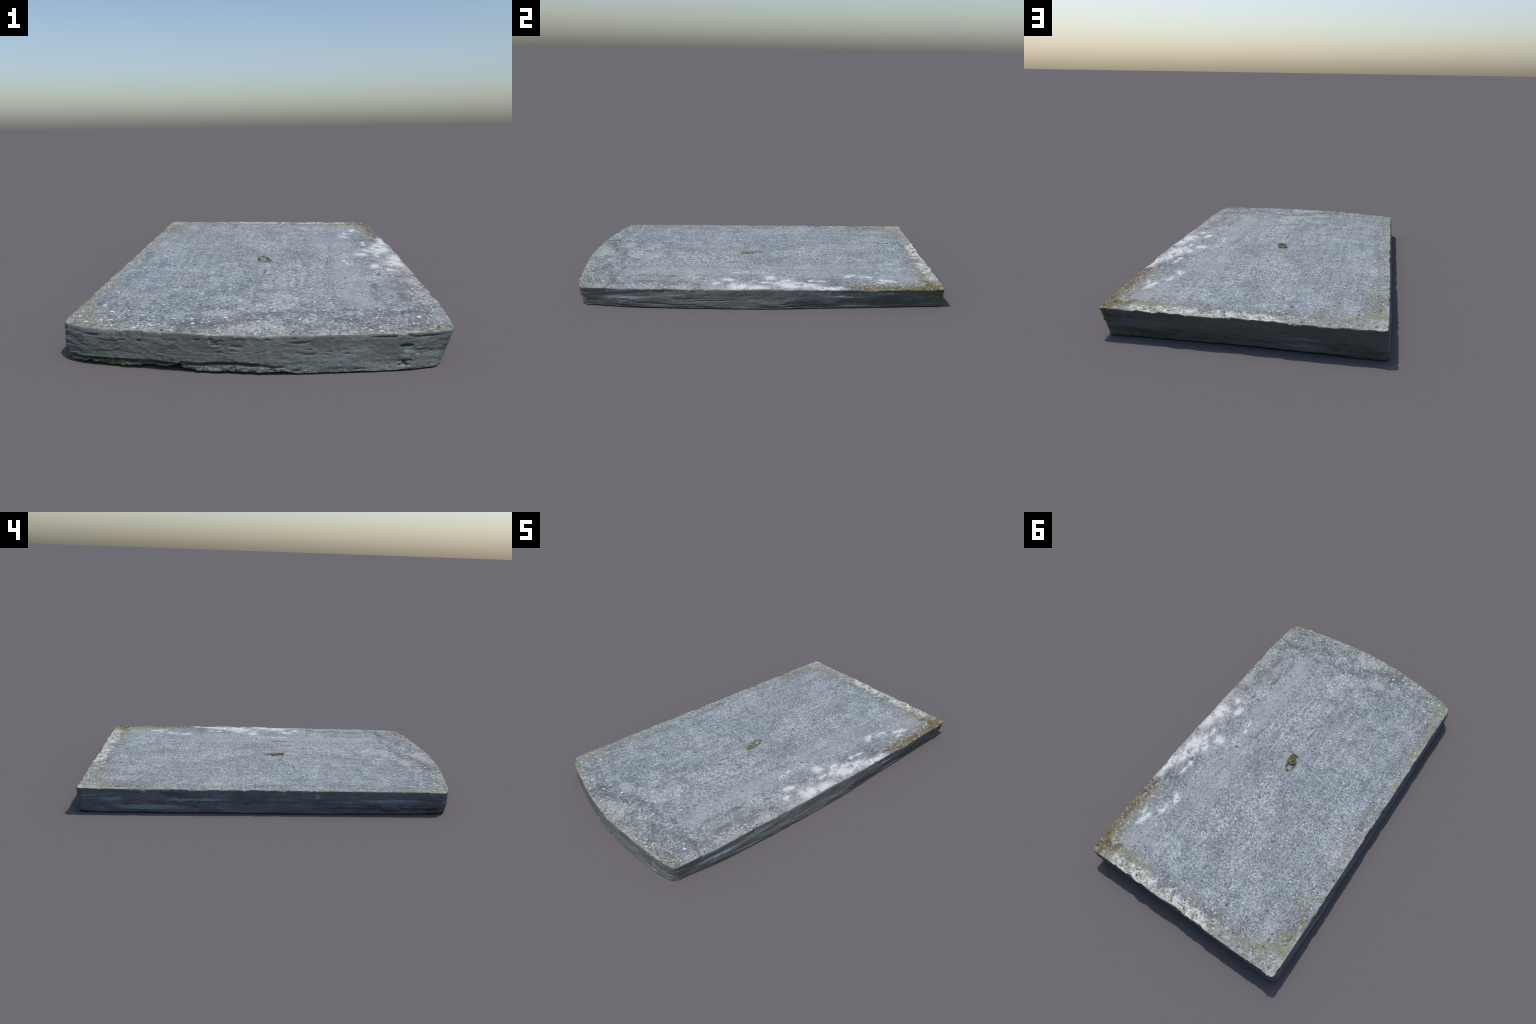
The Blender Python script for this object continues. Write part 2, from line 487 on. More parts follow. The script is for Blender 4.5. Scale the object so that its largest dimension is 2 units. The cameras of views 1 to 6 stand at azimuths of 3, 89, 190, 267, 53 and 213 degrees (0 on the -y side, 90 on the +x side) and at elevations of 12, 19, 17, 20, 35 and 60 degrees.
# ------------------------------------------------------------------ worn top
def make_top():
    M = Mat("worn_concrete_top", 0.88)
    P = M.P
    x, y, z = M.xyz(P)
    wob = M.noise(P, 22, 4, 0.6)
    wobble = M.math("MULTIPLY_ADD", wob, 0.05, -0.025)
    dR = M.add(M.sub(0.590, x), wobble)
    dL = M.add(M.add(x, 0.585), wobble)
    dT = M.add(M.sub(0.992, y), wobble)
    fx = M.math("POWER", M.math("ABSOLUTE", M.mul(M.sub(x, 0.04), 1.818)), 2.2)
    dB = M.add(M.sub(M.add(y, 0.996), M.mul(fx, 0.076)), wobble)
    dE = M.mn(dR, dL, dT, dB)

    low = M.noise(P, 2.6, 4, 0.6)
    col = M.mix(M.step(low, 0.40, 0.62), lin(129, 139, 145), lin(137, 142, 145))
    mid = M.noise(P, 13, 6, 0.68)
    col = M.gain(col, M.step(mid, 0.30, 0.70, 0.76, 1.20))
    cloud = M.noise(M.scaled(M.warp(P, 8, 0.03), (9, 4.0, 6)), 1.0, 5, 0.62)
    col = M.gain(col, M.step(cloud, 0.34, 0.66, 0.93, 1.07))
    col = M.mix(M.mul(M.step(cloud, 0.54, 0.70), 0.3), col, lin(152, 157, 160))
    broad = M.noise(M.scaled(M.warp(P, 6, 0.08), (6, 4, 5)), 1.0, 5, 0.62)
    col = M.gain(col, M.step(broad, 0.34, 0.66, 0.90, 1.09))
    streak = M.noise(M.scaled(P, (40, 4.5, 20)), 1.0, 4, 0.6)
    col = M.gain(col, M.step(streak, 0.3, 0.7, 0.85, 1.13))  # lengthwise shadow streaks of shallow ridges drawn into the colour
    sand = M.noise(P, 210, 3, 0.7)
    col = M.gain(col, M.step(sand, 0.28, 0.72, 0.84, 1.16))
    clump = M.noise(M.scaled(M.warp(P, 40, 0.01), (105, 80, 90)), 1.0, 4, 0.62)
    col = M.gain(col, M.step(clump, 0.34, 0.66, 0.66, 1.30))
    grit = M.voronoi(P, 190)
    gr = M.xyz(grit.outputs["Color"])
    col = M.gain(col, M.step(gr[0], 0.0, 1.0, 0.86, 1.14))
    col = M.mix(M.mul(M.step(gr[1], 0.80, 0.86), M.step(grit.outputs["Distance"], 0.6, 0.3), 0.5), col, lin(88, 94, 100))
    col = M.mix(M.mul(M.step(gr[1], 0.10, 0.06), M.step(grit.outputs["Distance"], 0.6, 0.3), 0.6), col, lin(176, 182, 186))

    # exposed aggregate: stronger near borders, in bands and toward the left
    expo = M.step(M.noise(M.scaled(P, (7, 3.2, 5)), 1.0, 4, 0.6), 0.40, 0.62)
    smooth_zone = M.blobs(M.warp(P, 9, 0.08), [flat(0.335, -0.63, 0.07, 0.20), flat(0.335, -0.30, 0.08, 0.22), flat(-0.122, -0.80, 0.06, 0.045),
                                               flat(0.50, -0.55, 0.06, 0.18), flat(0.42, 0.78, 0.09, 0.12), flat(0.30, 0.30, 0.10, 0.35)])
    expo = M.mul(M.mx(expo, 0.50), M.step(smooth_zone, 0.6, -0.1))
    expo = M.mx(expo, M.step(dE, 0.12, 0.03))
    col = M.mix(M.mul(M.step(smooth_zone, -0.2, 0.5), 0.45), col, lin(143, 148, 151))
    col = M.gain(col, M.step(M.mul(M.step(dE, 0.17, 0.05), M.step(M.noise(P, 9, 5, 0.7), 0.42, 0.60)), 0.0, 1.0, 1.0, 0.68))
    col = M.gain(col, M.step(M.mul(M.step(dB, 0.36, 0.12), M.step(M.noise(P, 8, 6, 0.75), 0.44, 0.58)), 0.0, 1.0, 1.0, 0.70))
    side_patch = M.blobs(M.warp(P, 7, 0.1), [flat(0.47, -0.62, 0.10, 0.30)])
    col = M.gain(col, M.step(M.mul(M.step(side_patch, 0.0, 0.4), M.step(M.noise(P, 14, 6, 0.75), 0.44, 0.58)), 0.0, 1.0, 1.0, 0.74))
    for scale, lo, hi, amt in ((120, 0.60, 0.25, 0.85), (70, 0.52, 0.24, 0.95)):
        vr = M.voronoi(M.warp(P, 60, 0.006, 2), scale)
        pick = M.xyz(vr.outputs["Color"])
        tint = M.ramp(pick[0], [(0.0, lin(84, 92, 98)), (0.22, lin(104, 114, 126)), (0.42, lin(126, 126, 130)), (0.58, lin(102, 112, 124)),
                                (0.70, lin(150, 158, 160)), (0.83, lin(150, 140, 122)), (0.88, lin(178, 188, 190)), (0.97, lin(142, 124, 112))], True)
        show = M.mul(M.step(vr.outputs["Distance"], lo, hi), M.step(pick[1], 0.45, 0.55), expo, amt)
        col = M.mix(show, col, tint)

    # dirty hollows
    near_front = M.step(dB, 0.32, 0.06)
    grime_n = M.noise(P, 26, 5, 0.7)
    grime = M.mul(M.step(grime_n, 0.56, 0.68), M.mx(M.mul(near_front, 0.9), M.mul(M.step(dE, 0.16, 0.05), 0.7)))
    col = M.mix(M.mul(grime, 0.75), col, lin(88, 88, 81))
    Pw = M.warp(M.warp(P, 16, 0.04), 50, 0.035)
    dirt = M.blobs(Pw, [flat(-0.104, -0.900, 0.062, 0.026, 8), flat(0.010, -0.808, 0.045, 0.026), flat(0.062, -0.802, 0.025, 0.025), flat(0.164, -0.705, 0.035, 0.03),
                        flat(-0.095, -0.745, 0.035, 0.020, 20), flat(0.02, -0.545, 0.04, 0.014, 10), flat(-0.156, -0.331, 0.016, 0.03), flat(0.30, -0.76, 0.05, 0.02),
                        flat(0.40, -0.77, 0.020, 0.06), flat(0.394, -0.60, 0.016, 0.07), flat(0.42, -0.45, 0.012, 0.04, -15), flat(0.455, -0.30, 0.010, 0.03, -6),
                        flat(0.515, -0.168, 0.014, 0.03, 10), flat(0.49, -0.775, 0.05, 0.02), flat(0.25, -0.86, 0.06, 0.03), flat(0.36, -0.83, 0.05, 0.03), flat(0.50, -0.60, 0.03, 0.06), flat(-0.30, -0.86, 0.05, 0.025), flat(-0.02, -0.86, 0.05, 0.02), flat(-0.21, -0.90, 0.04, 0.016), flat(-0.19, -0.835, 0.03, 0.02)])
    col = M.mix(M.mul(M.step(dirt, -0.30, 0.45), M.step(grime_n, 0.36, 0.60), 0.68), col, lin(90, 89, 82))
    scr = M.blobs(M.warp(P, 40, 0.012), [flat(-0.24, -0.475, 0.048, 0.0045, 30), flat(-0.312, -0.505, 0.036, 0.0045, 11), flat(0.268, -0.09, 0.005, 0.085, -8),
                                         flat(0.01, -0.265, 0.008, 0.09, -3), flat(0.30, 0.21, 0.005, 0.10, -4)])
    col = M.mix(M.mul(M.step(scr, 0.0, 0.7), 0.6), col, lin(84, 86, 90))

    # pale paste left at the arris, yellowish toward the outer border
    border = M.step(dE, 0.075, 0.012)
    paste = M.mul(border, M.step(M.noise(P, 34, 5, 0.7), 0.40, 0.60))
    col = M.mix(M.mul(paste, 0.60), col, lin(158, 158, 148))
    algae_n = M.noise(P, 20, 5, 0.65)
    where = M.mx(M.mul(M.step(dL, 0.10, 0.02), M.step(algae_n, 0.50, 0.64), 0.75),
                 M.mul(M.step(dT, 0.16, 0.05), M.step(algae_n, 0.46, 0.62), 0.75),
                 M.mul(M.step(dB, 0.07, 0.01), M.step(algae_n, 0.52, 0.64), 0.6))
    col = M.mix(where, col, lin(114, 114, 94))
    yellow = M.blobs(M.warp(P, 20, 0.06), [flat(-0.515, -0.845, 0.065, 0.085), flat(-0.36, -0.935, 0.05, 0.02), flat(-0.40, -0.88, 0.04, 0.03), flat(-0.555, -0.70, 0.03, 0.09), flat(-0.55, -0.50, 0.03, 0.09), flat(-0.557, -0.256, 0.025, 0.06),
                                           flat(-0.274, -0.955, 0.06, 0.018), flat(-0.51, 0.62, 0.04, 0.10), flat(-0.53, 0.83, 0.05, 0.10), flat(0.53, -0.905, 0.06, 0.03),
                                           flat(-0.47, 0.90, 0.06, 0.05), flat(0.40, -0.92, 0.06, 0.02)])
    col = M.mix(M.mul(M.step(yellow, 0.0, 0.6), M.step(M.noise(P, 62, 5, 0.75), 0.44, 0.58), 0.72), col, lin(122, 126, 82))

    # white lime bloom along the right edge
    Pb = M.warp(M.warp(P, 13, 0.085), 48, 0.030)
    bloom = M.blobs(Pb, [flat(0.545, -0.095, 0.045, 0.075, 12), flat(0.566, 0.005, 0.035, 0.07), flat(0.464, -0.150, 0.028, 0.045, -20), flat(0.536, 0.165, 0.040, 0.058, 10),
                         flat(0.515, 0.110, 0.024, 0.03), flat(0.462, 0.168, 0.026, 0.034), flat(0.432, 0.074, 0.030, 0.034), flat(0.545, 0.275, 0.024, 0.065, 4),
                         flat(0.572, 0.36, 0.026, 0.12), flat(0.466, 0.300, 0.020, 0.024), flat(0.474, 0.345, 0.014, 0.028), flat(0.361, -0.115, 0.018, 0.02),
                         flat(0.343, -0.066, 0.016, 0.02), flat(0.396, 0.515, 0.018, 0.050, 14), flat(0.458, 0.700, 0.017, 0.045, -18), flat(0.415, 0.60, 0.02, 0.035),
                         flat(0.490, 0.660, 0.02, 0.03), flat(0.50, 0.05, 0.018, 0.03), flat(0.505, 0.215, 0.022, 0.05, -12), flat(0.49, 0.135, 0.020, 0.03), flat(0.556, 0.215, 0.02, 0.05), flat(0.528, -0.21, 0.02, 0.025)])
    bn = M.noise(P, 75, 4, 0.7)
    bloom = M.add(bloom, M.math("MULTIPLY_ADD", M.noise(P, 46, 6, 0.75), 2.0, -1.0))
    col = M.mix(M.mul(M.step(bloom, -0.65, 0.25), 0.50), col, lin(166, 169, 174))
    col = M.mix(M.mul(M.step(bloom, 0.02, 0.66), 0.82), col, lin(196, 198, 198))
    pale = M.blobs(Pb, [flat(-0.005, -0.935, 0.075, 0.040, 4), flat(-0.12, -0.80, 0.07, 0.04)])
    col = M.mix(M.mul(M.step(M.add(pale, M.math("MULTIPLY_ADD", bn, 1.6, -0.8)), -0.1, 0.6), 0.6), col, lin(160, 160, 161))

    # white crust and moss along the back edge
    crust_n = M.noise(P, 30, 5, 0.72)
    crust = M.mul(M.step(M.add(dT, M.math("MULTIPLY_ADD", M.noise(P, 11, 4, 0.65), 0.16, -0.08)), 0.064, 0.040), M.step(x, -0.27, -0.12), M.step(x, 0.50, 0.40), M.step(crust_n, 0.40, 0.54))
    crust_col = M.mix(M.step(M.noise(P, 90, 5, 0.75), 0.36, 0.56), lin(138, 136, 124), lin(196, 201, 199))
    # olive and rust band in the back right corner
    olive = M.mx(M.mul(M.step(dR, 0.118, 0.085), M.step(y, 0.45, 0.55)), M.mul(M.step(dT, 0.135, 0.09), M.step(x, 0.26, 0.38)),
                 M.mul(M.step(dT, 0.105, 0.08), M.step(dT, 0.045, 0.07), M.step(x, -0.30, -0.15), M.step(algae_n, 0.44, 0.56)))
    on = M.noise(P, 48, 5, 0.7)
    olive_col = M.mix(M.step(on, 0.40, 0.60), lin(92, 92, 76), lin(138, 138, 122))
    olive_col = M.mix(M.mul(M.step(M.noise(P, 17, 4, 0.6), 0.52, 0.62), 0.7), olive_col, lin(122, 123, 86))
    col = M.mix(M.mul(olive, M.step(M.noise(M.warp(P, 30, 0.03), 26, 6, 0.8), 0.36, 0.60, 0.25, 0.85)), col, olive_col)
    stain = M.mul(M.step(dT, 0.075, 0.03), M.step(x, -0.40, -0.1), M.step(M.noise(P, 19, 5, 0.7), 0.40, 0.56))
    col = M.mix(M.mul(stain, 0.7), col, lin(112, 108, 88))
    col = M.mix(M.mul(crust, 0.92), col, crust_col)
    rust_n = M.noise(M.warp(P, 40, 0.02), 30, 6, 0.78)
    rust = M.mul(M.mx(M.mul(M.step(dR, 0.085, 0.03), M.step(y, 0.46, 0.58)), M.step(M.blobs(P, [flat(0.545, 0.945, 0.085, 0.060)]), 0.0, 0.4)), M.step(rust_n, 0.42, 0.56))
    col = M.mix(M.mul(rust, 0.85), col, lin(88, 66, 38))
    solid = M.blobs(M.warp(P, 22, 0.06), [flat(0.545, 0.945, 0.060, 0.050, 30), flat(0.560, 0.86, 0.028, 0.06), flat(0.566, 0.60, 0.022, 0.05), flat(0.46, 0.905, 0.03, 0.03), flat(0.552, 0.49, 0.025, 0.04)])
    col = M.mix(M.mul(M.step(solid, 0.0, 0.6), M.step(on, 0.36, 0.52), 0.8), col, M.mix(M.step(rust_n, 0.42, 0.56), lin(104, 106, 58), lin(90, 66, 36)))
    fleck = M.mul(M.mx(olive, M.mul(M.step(dT, 0.10, 0.03), 0.8)), M.step(M.noise(P, 55, 4, 0.7), 0.60, 0.66))
    col = M.mix(M.mul(fleck, 0.8), col, lin(196, 198, 186))

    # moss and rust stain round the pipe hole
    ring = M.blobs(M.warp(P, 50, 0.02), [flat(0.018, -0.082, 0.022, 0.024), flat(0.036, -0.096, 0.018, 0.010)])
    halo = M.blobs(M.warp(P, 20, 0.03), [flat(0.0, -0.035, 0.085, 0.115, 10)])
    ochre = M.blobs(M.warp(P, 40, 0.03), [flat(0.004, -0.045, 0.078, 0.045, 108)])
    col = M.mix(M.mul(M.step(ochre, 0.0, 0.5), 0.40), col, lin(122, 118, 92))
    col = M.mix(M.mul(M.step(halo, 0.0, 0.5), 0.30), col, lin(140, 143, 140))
    hole = M.blobs(P, [flat(0.003, -0.038, 0.062, 0.0290, 108), flat(-0.004, 0.010, 0.020, 0.010, 106), flat(0.017, -0.004, 0.006, 0.010, 30)])  # recess shadow painted dark here; the shallow hole renders too light
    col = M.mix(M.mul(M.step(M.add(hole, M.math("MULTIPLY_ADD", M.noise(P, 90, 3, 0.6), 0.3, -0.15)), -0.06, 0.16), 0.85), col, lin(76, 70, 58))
    col = M.mix(M.mul(M.step(ring, 0.1, 0.6), 0.75), col, lin(92, 92, 52))

    h = M.add(M.mul(M.noise(P, 130, 4, 0.7), 0.7), M.mul(M.noise(P, 320, 2, 0.6), 0.4))
    return M.finish(col, h, 0.55, 0.0022)


# ------------------------------------------------------------------ cast sides
def make_side():
    M = Mat("cast_concrete_side", 0.85)
    P = M.P
    x, y, z = M.xyz(P)
    low = M.noise(M.scaled(P, (3, 3, 12)), 1.0, 4, 0.6)
    col = M.mix(M.step(low, 0.38, 0.62), lin(88, 92, 93), lin(106, 110, 112))  # side base greys, darker than the top's
    band = M.noise(M.scaled(P, (8, 8, 75)), 1.0, 5, 0.65)
    col = M.gain(col, M.step(band, 0.30, 0.70, 0.78, 1.14))
    fine = M.noise(M.scaled(P, (90, 90, 240)), 1.0, 3, 0.7)
    col = M.gain(col, M.step(fine, 0.28, 0.72, 0.78, 1.2))
    # smooth pale skin left from the mould
    skin_n = M.noise(M.scaled(P, (5.5, 5.5, 34)), 1.0, 5, 0.6)
    col = M.mix(M.mul(M.step(skin_n, 0.55, 0.64), 0.55), col, lin(118, 130, 138))
    Pw = M.warp(M.warp(P, 26, 0.02), 80, 0.008)
    pale = M.blobs(Pw, [((0.441, -0.955, 0.060), (0.022, 0.05, 0.010), 0), ((0.430, -0.955, 0.046), (0.020, 0.05, 0.008), 0), ((0.465, -0.955, 0.047), (0.008, 0.05, 0.006), 0),
                        ((0.510, -0.94, 0.044), (0.040, 0.05, 0.014), 0), ((0.471, -0.95, 0.070), (0.014, 0.05, 0.004), 0),
                        ((0.58, -0.69, 0.062), (0.05, 0.14, 0.016), 0), ((0.58, 0.66, 0.088), (0.05, 0.14, 0.011), 0), ((0.58, 0.33, 0.093), (0.05, 0.07, 0.006), 0),
                        ((0.58, 0.45, 0.070), (0.05, 0.12, 0.007), 0), ((-0.59, -0.60, 0.072), (0.05, 0.20, 0.009), 0), ((-0.59, -0.22, 0.090), (0.05, 0.012, 0.018), 0),
                        ((-0.59, 0.62, 0.030), (0.05, 0.22, 0.016), 0), ((-0.59, 0.82, 0.070), (0.05, 0.07, 0.010), 0), ((-0.59, 0.40, 0.068), (0.05, 0.2, 0.01), 0),
                        ((-0.25, 0.985, 0.058), (0.10, 0.05, 0.006), 0), ((-0.29, 0.985, 0.028), (0.12, 0.05, 0.008), 0)])
    col = M.mix(M.mul(M.step(pale, -0.05, 0.5), 0.75), col, lin(140, 154, 162))
    # aggregate showing in flaked places
    vr = M.voronoi(M.scaled(P, (1, 1, 1.25)), 105)
    pick = M.xyz(vr.outputs["Color"])
    tint = M.ramp(pick[0], [(0.0, lin(70, 78, 80)), (0.3, lin(98, 108, 116)), (0.6, lin(130, 142, 142)), (0.8, lin(128, 116, 96)), (0.9, lin(134, 146, 146))], True)
    flake = M.step(M.noise(M.scaled(P, (9, 9, 30)), 1.0, 4, 0.6), 0.50, 0.62)
    col = M.mix(M.mul(M.step(vr.outputs["Distance"], 0.48, 0.30), M.step(pick[1], 0.5, 0.56), flake, 0.7), col, tint)
    # algae: olive film on the front, green moss in the back right corner and at the foot
    an = M.noise(M.scaled(P, (8, 8, 22)), 1.0, 5, 0.65)
    front = M.step(y, -0.86, -0.92)
    col = M.mix(M.mul(front, M.step(an, 0.40, 0.66, 0.2, 0.6)), col, lin(80, 89, 82))
    back = M.step(y, 0.96, 0.98)
    col = M.mix(M.mul(back, M.step(an, 0.30, 0.60, 0.35, 0.75)), col, lin(92, 88, 76))
    col = M.mix(M.mul(M.step(x, 0.52, 0.55), M.step(an, 0.42, 0.62), 0.45), col, lin(84, 88, 78))
    black = M.blobs(M.warp(P, 12, 0.06), [((0.585, 0.78, 0.030), (0.06, 0.36, 0.050), 0), ((0.585, 0.20, 0.015), (0.05, 0.30, 0.026), 0), ((0.3, 0.985, 0.02), (0.30, 0.05, 0.030), 0), ((0.52, 0.985, 0.08), (0.10, 0.05, 0.02), 0), ((-0.59, -0.55, 0.030), (0.05, 0.40, 0.014), 0), ((-0.45, 0.985, 0.03), (0.16, 0.05, 0.03), 0)])
    col = M.mix(M.mul(M.step(black, -0.1, 0.5), M.step(an, 0.32, 0.56, 0.3, 0.8)), col, lin(66, 70, 60))
    green = M.blobs(M.warp(P, 18, 0.05), [((0.58, 0.97, 0.090), (0.09, 0.16, 0.034), 0), ((0.58, 0.82, 0.104), (0.05, 0.26, 0.016), 0), ((0.56, 0.95, 0.05), (0.06, 0.07, 0.05), 0), ((0.46, 0.985, 0.006), (0.12, 0.05, 0.018), 0),
                                          ((0.53, 0.985, 0.06), (0.03, 0.05, 0.05), 0), ((-0.42, -0.95, 0.010), (0.20, 0.08, 0.014), 0), ((-0.12, -0.985, 0.018), (0.05, 0.06, 0.008), 0),
                                          ((-0.59, -0.85, 0.022), (0.06, 0.16, 0.020), 0), ((0.25, 0.985, 0.006), (0.10, 0.04, 0.010), 0), ((-0.56, 0.985, 0.008), (0.05, 0.05, 0.012), 0),
                                          ])
    gcol = M.mix(M.step(M.noise(P, 60, 4, 0.7), 0.4, 0.6), lin(56, 68, 38), lin(98, 104, 66))
    col = M.mix(M.mul(M.step(green, -0.05, 0.55), M.step(an, 0.34, 0.5), 0.8), col, gcol)
    speck = M.mul(M.step(z, 0.030, 0.018), front, M.step(M.noise(P, 130, 3, 0.7), 0.52, 0.64))
    col = M.mix(M.mul(speck, 0.7), col, lin(140, 146, 134))
    h = M.add(M.mul(M.noise(M.scaled(P, (80, 80, 160)), 1.0, 4, 0.7), 0.8), M.mul(M.noise(P, 300, 2, 0.6), 0.3))
    return M.finish(col, h, 0.5, 0.002)


def make_plain(name, c1, c2, scale=60, rough=0.7):
    M = Mat(name, rough)
    n = M.noise(M.P, scale, 4, 0.65)
    col = M.mix(M.step(n, 0.35, 0.65), c1, c2)
    return M.finish(col, M.noise(M.P, scale * 3, 3, 0.6), 0.35, 0.001)


# ------------------------------------------------------------------ objects
def link(name, mesh, parent=None):
    ob = bpy.data.objects.new(name, mesh)
    bpy.context.scene.collection.objects.link(ob)
    if parent is not None:
        ob.parent = parent
    return ob


root = link("concrete_slab", None)
root["label"] = "weathered grey concrete slab with bowed front and pipe stubs"
root["category"] = "concrete slab"

body = link("slab_body", me, root)
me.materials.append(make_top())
me.materials.append(make_side())

TOPV = VERT[: (NX + 1) * (NY + 1)].reshape(NX + 1, NY + 1, 3)


def top_at(x, y):
    """height and slope of the worn top at a plan point"""
    y0 = (y / SCALE_Y) - SHIFT[1]
    x0 = x - SHIFT[0]
    vv = (y0 - front_y(x0)) / (Y_BACK - front_y(x0))
    uu = (x0 - left_x(y0)) / (right_x(y0) - left_x(y0))
    i = np.clip(np.rint(uu * NX).astype(int), 0, NX)
    j = np.clip(np.rint(vv * NY).astype(int), 0, NY)
    return TOPV[i, j, 2]


# ---- stones: unit pebble shapes
def unit_sphere(level):
    import bmesh
    bm = bmesh.new()
    bmesh.ops.create_icosphere(bm, subdivisions=level, radius=1)
    vs = np.array([v.co[:] for v in bm.verts])
    fs = np.array([[q.index for q in f.verts] for f in bm.faces])
    bm.free()
    return vs, fs


def scatter_mesh(name, pos, size, rng, level=1, flatness=0.5, sink=0.35, lump=0.25):
    """one mesh of many half-buried pebbles"""
    vs, fs = unit_sphere(level)
    n = len(pos)
    lumps = 1 + lump * (rng.random((n, len(vs))) - 0.5)
    ang = rng.random(n) * math.tau
    ax = size * (0.75 + 0.6 * rng.random(n))
    ay = size * (0.65 + 0.3 * rng.random(n))
    az = size * flatness * (0.7 + 0.5 * rng.random(n))
    p = vs[None] * lumps[:, :, None]
    lx, ly, lz = p[..., 0] * ax[:, None], p[..., 1] * ay[:, None], p[..., 2] * az[:, None]
    ca, sa = np.cos(ang)[:, None], np.sin(ang)[:, None]
    out = np.stack([lx * ca - ly * sa + pos[:, 0:1], lx * sa + ly * ca + pos[:, 1:2], lz + pos[:, 2:3] - (az * sink)[:, None]], -1)
    faces = (fs[None] + (np.arange(n) * len(vs))[:, None, None]).reshape(-1, 3)
    m = bpy.data.meshes.new(name)
    co = out.reshape(-1, 3)
    m.vertices.add(len(co))
    m.vertices.foreach_set("co", co.astype(np.float32).ravel())
    m.loops.add(faces.size)
    m.loops.foreach_set("vertex_index", faces.astype(np.int32).ravel())
    m.polygons.add(len(faces))
    m.polygons.foreach_set("loop_start", np.arange(0, faces.size, 3, dtype=np.int32))
    m.polygons.foreach_set("loop_total", np.full(len(faces), 3, np.int32))
    m.update(calc_edges=True)
    m.polygons.foreach_set("use_smooth", np.ones(len(faces), bool))
    return m


rng = np.random.default_rng(11)


def plan_points(n, edge_bias):
    """points on the top, denser where the cement has worn off"""
    out = []
    while len(out) < n:
        x = rng.uniform(-0.58, 0.585)
        y = rng.uniform(-0.985, 0.985)
        d = min(x - float(left_x(y)), float(right_x(y)) - x, y - float(front_y(x)), Y_BACK - y)
        dx, dy = min(x - float(left_x(y)), float(right_x(y)) - x), min(y - float(front_y(x)), Y_BACK - y)
        if d < 0.009 or dx + dy < 0.045 or math.hypot(x, y + 0.035) < 0.065:
            continue
        wear = 0.30 + 0.40 * (0.5 + 0.5 * math.sin(7 * x + 2.1 * math.sin(4 * y)) * math.cos(3.1 * y + 2 * x))
        wear += edge_bias * max(0.0, 1 - d / 0.08) + 0.35 * max(0.0, 1 - (y + 0.98) / 0.35) + 0.25 * max(0.0, min(1, 0.3 - x))
        if 0.25 < x < 0.5 and -0.72 < y < -0.15 or x > 0.4 and -0.25 < y < 0.4:
            wear *= 0.3
        if rng.random() < wear:
            out.append((x, y))
    p = np.array(out)
    return np.column_stack([p, top_at(p[:, 0], p[:, 1])])


KINDS = (("white_pebbles", lin(196, 206, 210), lin(172, 184, 188), 1300, 0.0039, 0.3),
         ("pale_pebbles", lin(160, 168, 172), lin(144, 152, 158), 1500, 0.0042, 0.5),
         ("slate_pebbles", lin(86, 94, 103), lin(104, 113, 123), 1700, 0.0046, 0.6),
         ("dark_pebbles", lin(76, 80, 82), lin(96, 98, 96), 1100, 0.0046, 0.7),
         ("tan_pebbles", lin(152, 144, 126), lin(136, 124, 110), 260, 0.0040, 0.6))
mats = {}
for name, c1, c2, n, size, bias in KINDS:
    mats[name] = make_plain(name + "_stone", c1, c2, 120, 0.6)
    pts = plan_points(n, bias)
    sz = size * np.exp(rng.normal(0, 0.30, n))
    sz *= np.where(pts[:, 1] < -0.75, 1.2, 1.0)
    m = scatter_mesh(name, pts, sz, rng, 1, 0.42, 0.55)
    m.materials.append(mats[name])
    ob = link(name, m, root)
    ob["kind"] = "stuff"

mats["brown_stone"] = make_plain("brown_stone", lin(86, 72, 70), lin(112, 96, 92), 120, 0.7)
# larger stones exposed near the front and back edges, each an object
STONES = [(0.165, -0.972, 0.011, "slate_pebbles"), (0.285, -0.958, 0.012, "pale_pebbles"), (0.362, -0.948, 0.011, "pale_pebbles"), (0.335, -0.962, 0.008, "tan_pebbles"),
          (-0.197, 0.830, 0.013, "brown_stone"), (-0.462, 0.897, 0.009, "brown_stone"), (0.084, 0.912, 0.010, "dark_pebbles"), (-0.452, 0.902, 0.008, "tan_pebbles"), (0.30, 0.945, 0.010, "slate_pebbles"),
          (0.23, -0.93, 0.008, "slate_pebbles"), (0.42, -0.925, 0.009, "slate_pebbles"), (-0.36, -0.92, 0.009, "slate_pebbles"), (-0.42, -0.90, 0.008, "dark_pebbles"),
          (-0.505, -0.885, 0.007, "white_pebbles"), (-0.465, -0.872, 0.008, "white_pebbles"), (-0.26, -0.94, 0.008, "tan_pebbles"), (-0.155, 0.876, 0.010, "pale_pebbles")]
for _ in range(44):
    y = -0.965 + 0.2 * rng.random() ** 1.6 if rng.random() < 0.72 else 0.965 - 0.12 * rng.random()
    x = rng.uniform(-0.53, 0.53)
    if y < 0:
        y = max(y, float(front_y(x)) + 0.014)
    x = max(-0.52, min(0.52, x))
    STONES.append((x, y, rng.uniform(0.0065, 0.0095), ["slate_pebbles", "dark_pebbles", "pale_pebbles", "slate_pebbles", "white_pebbles"][int(rng.integers(5))]))
shapes = {}
for kind in mats:
    for variant in range(2):
        m = scatter_mesh("stone", np.array([(0.0, 0.0, 0.0)]), np.array([1.0]), rng, 2, 0.45, 0.5, 0.18)
        m.materials.append(mats[kind])
        shapes[kind, variant] = m
for n, (x, y, s, kind) in enumerate(STONES):
    ob = link("stone", shapes[kind, n % 2], root)
    ob.location = (x, y, float(top_at(np.array([x]), np.array([y]))[0]))
    ob.rotation_euler = (rng.normal(0, 0.12), rng.normal(0, 0.12), rng.uniform(0, math.tau))
    ob.scale = (s, s * rng.uniform(0.8, 1.1), s * rng.uniform(0.7, 1.0))


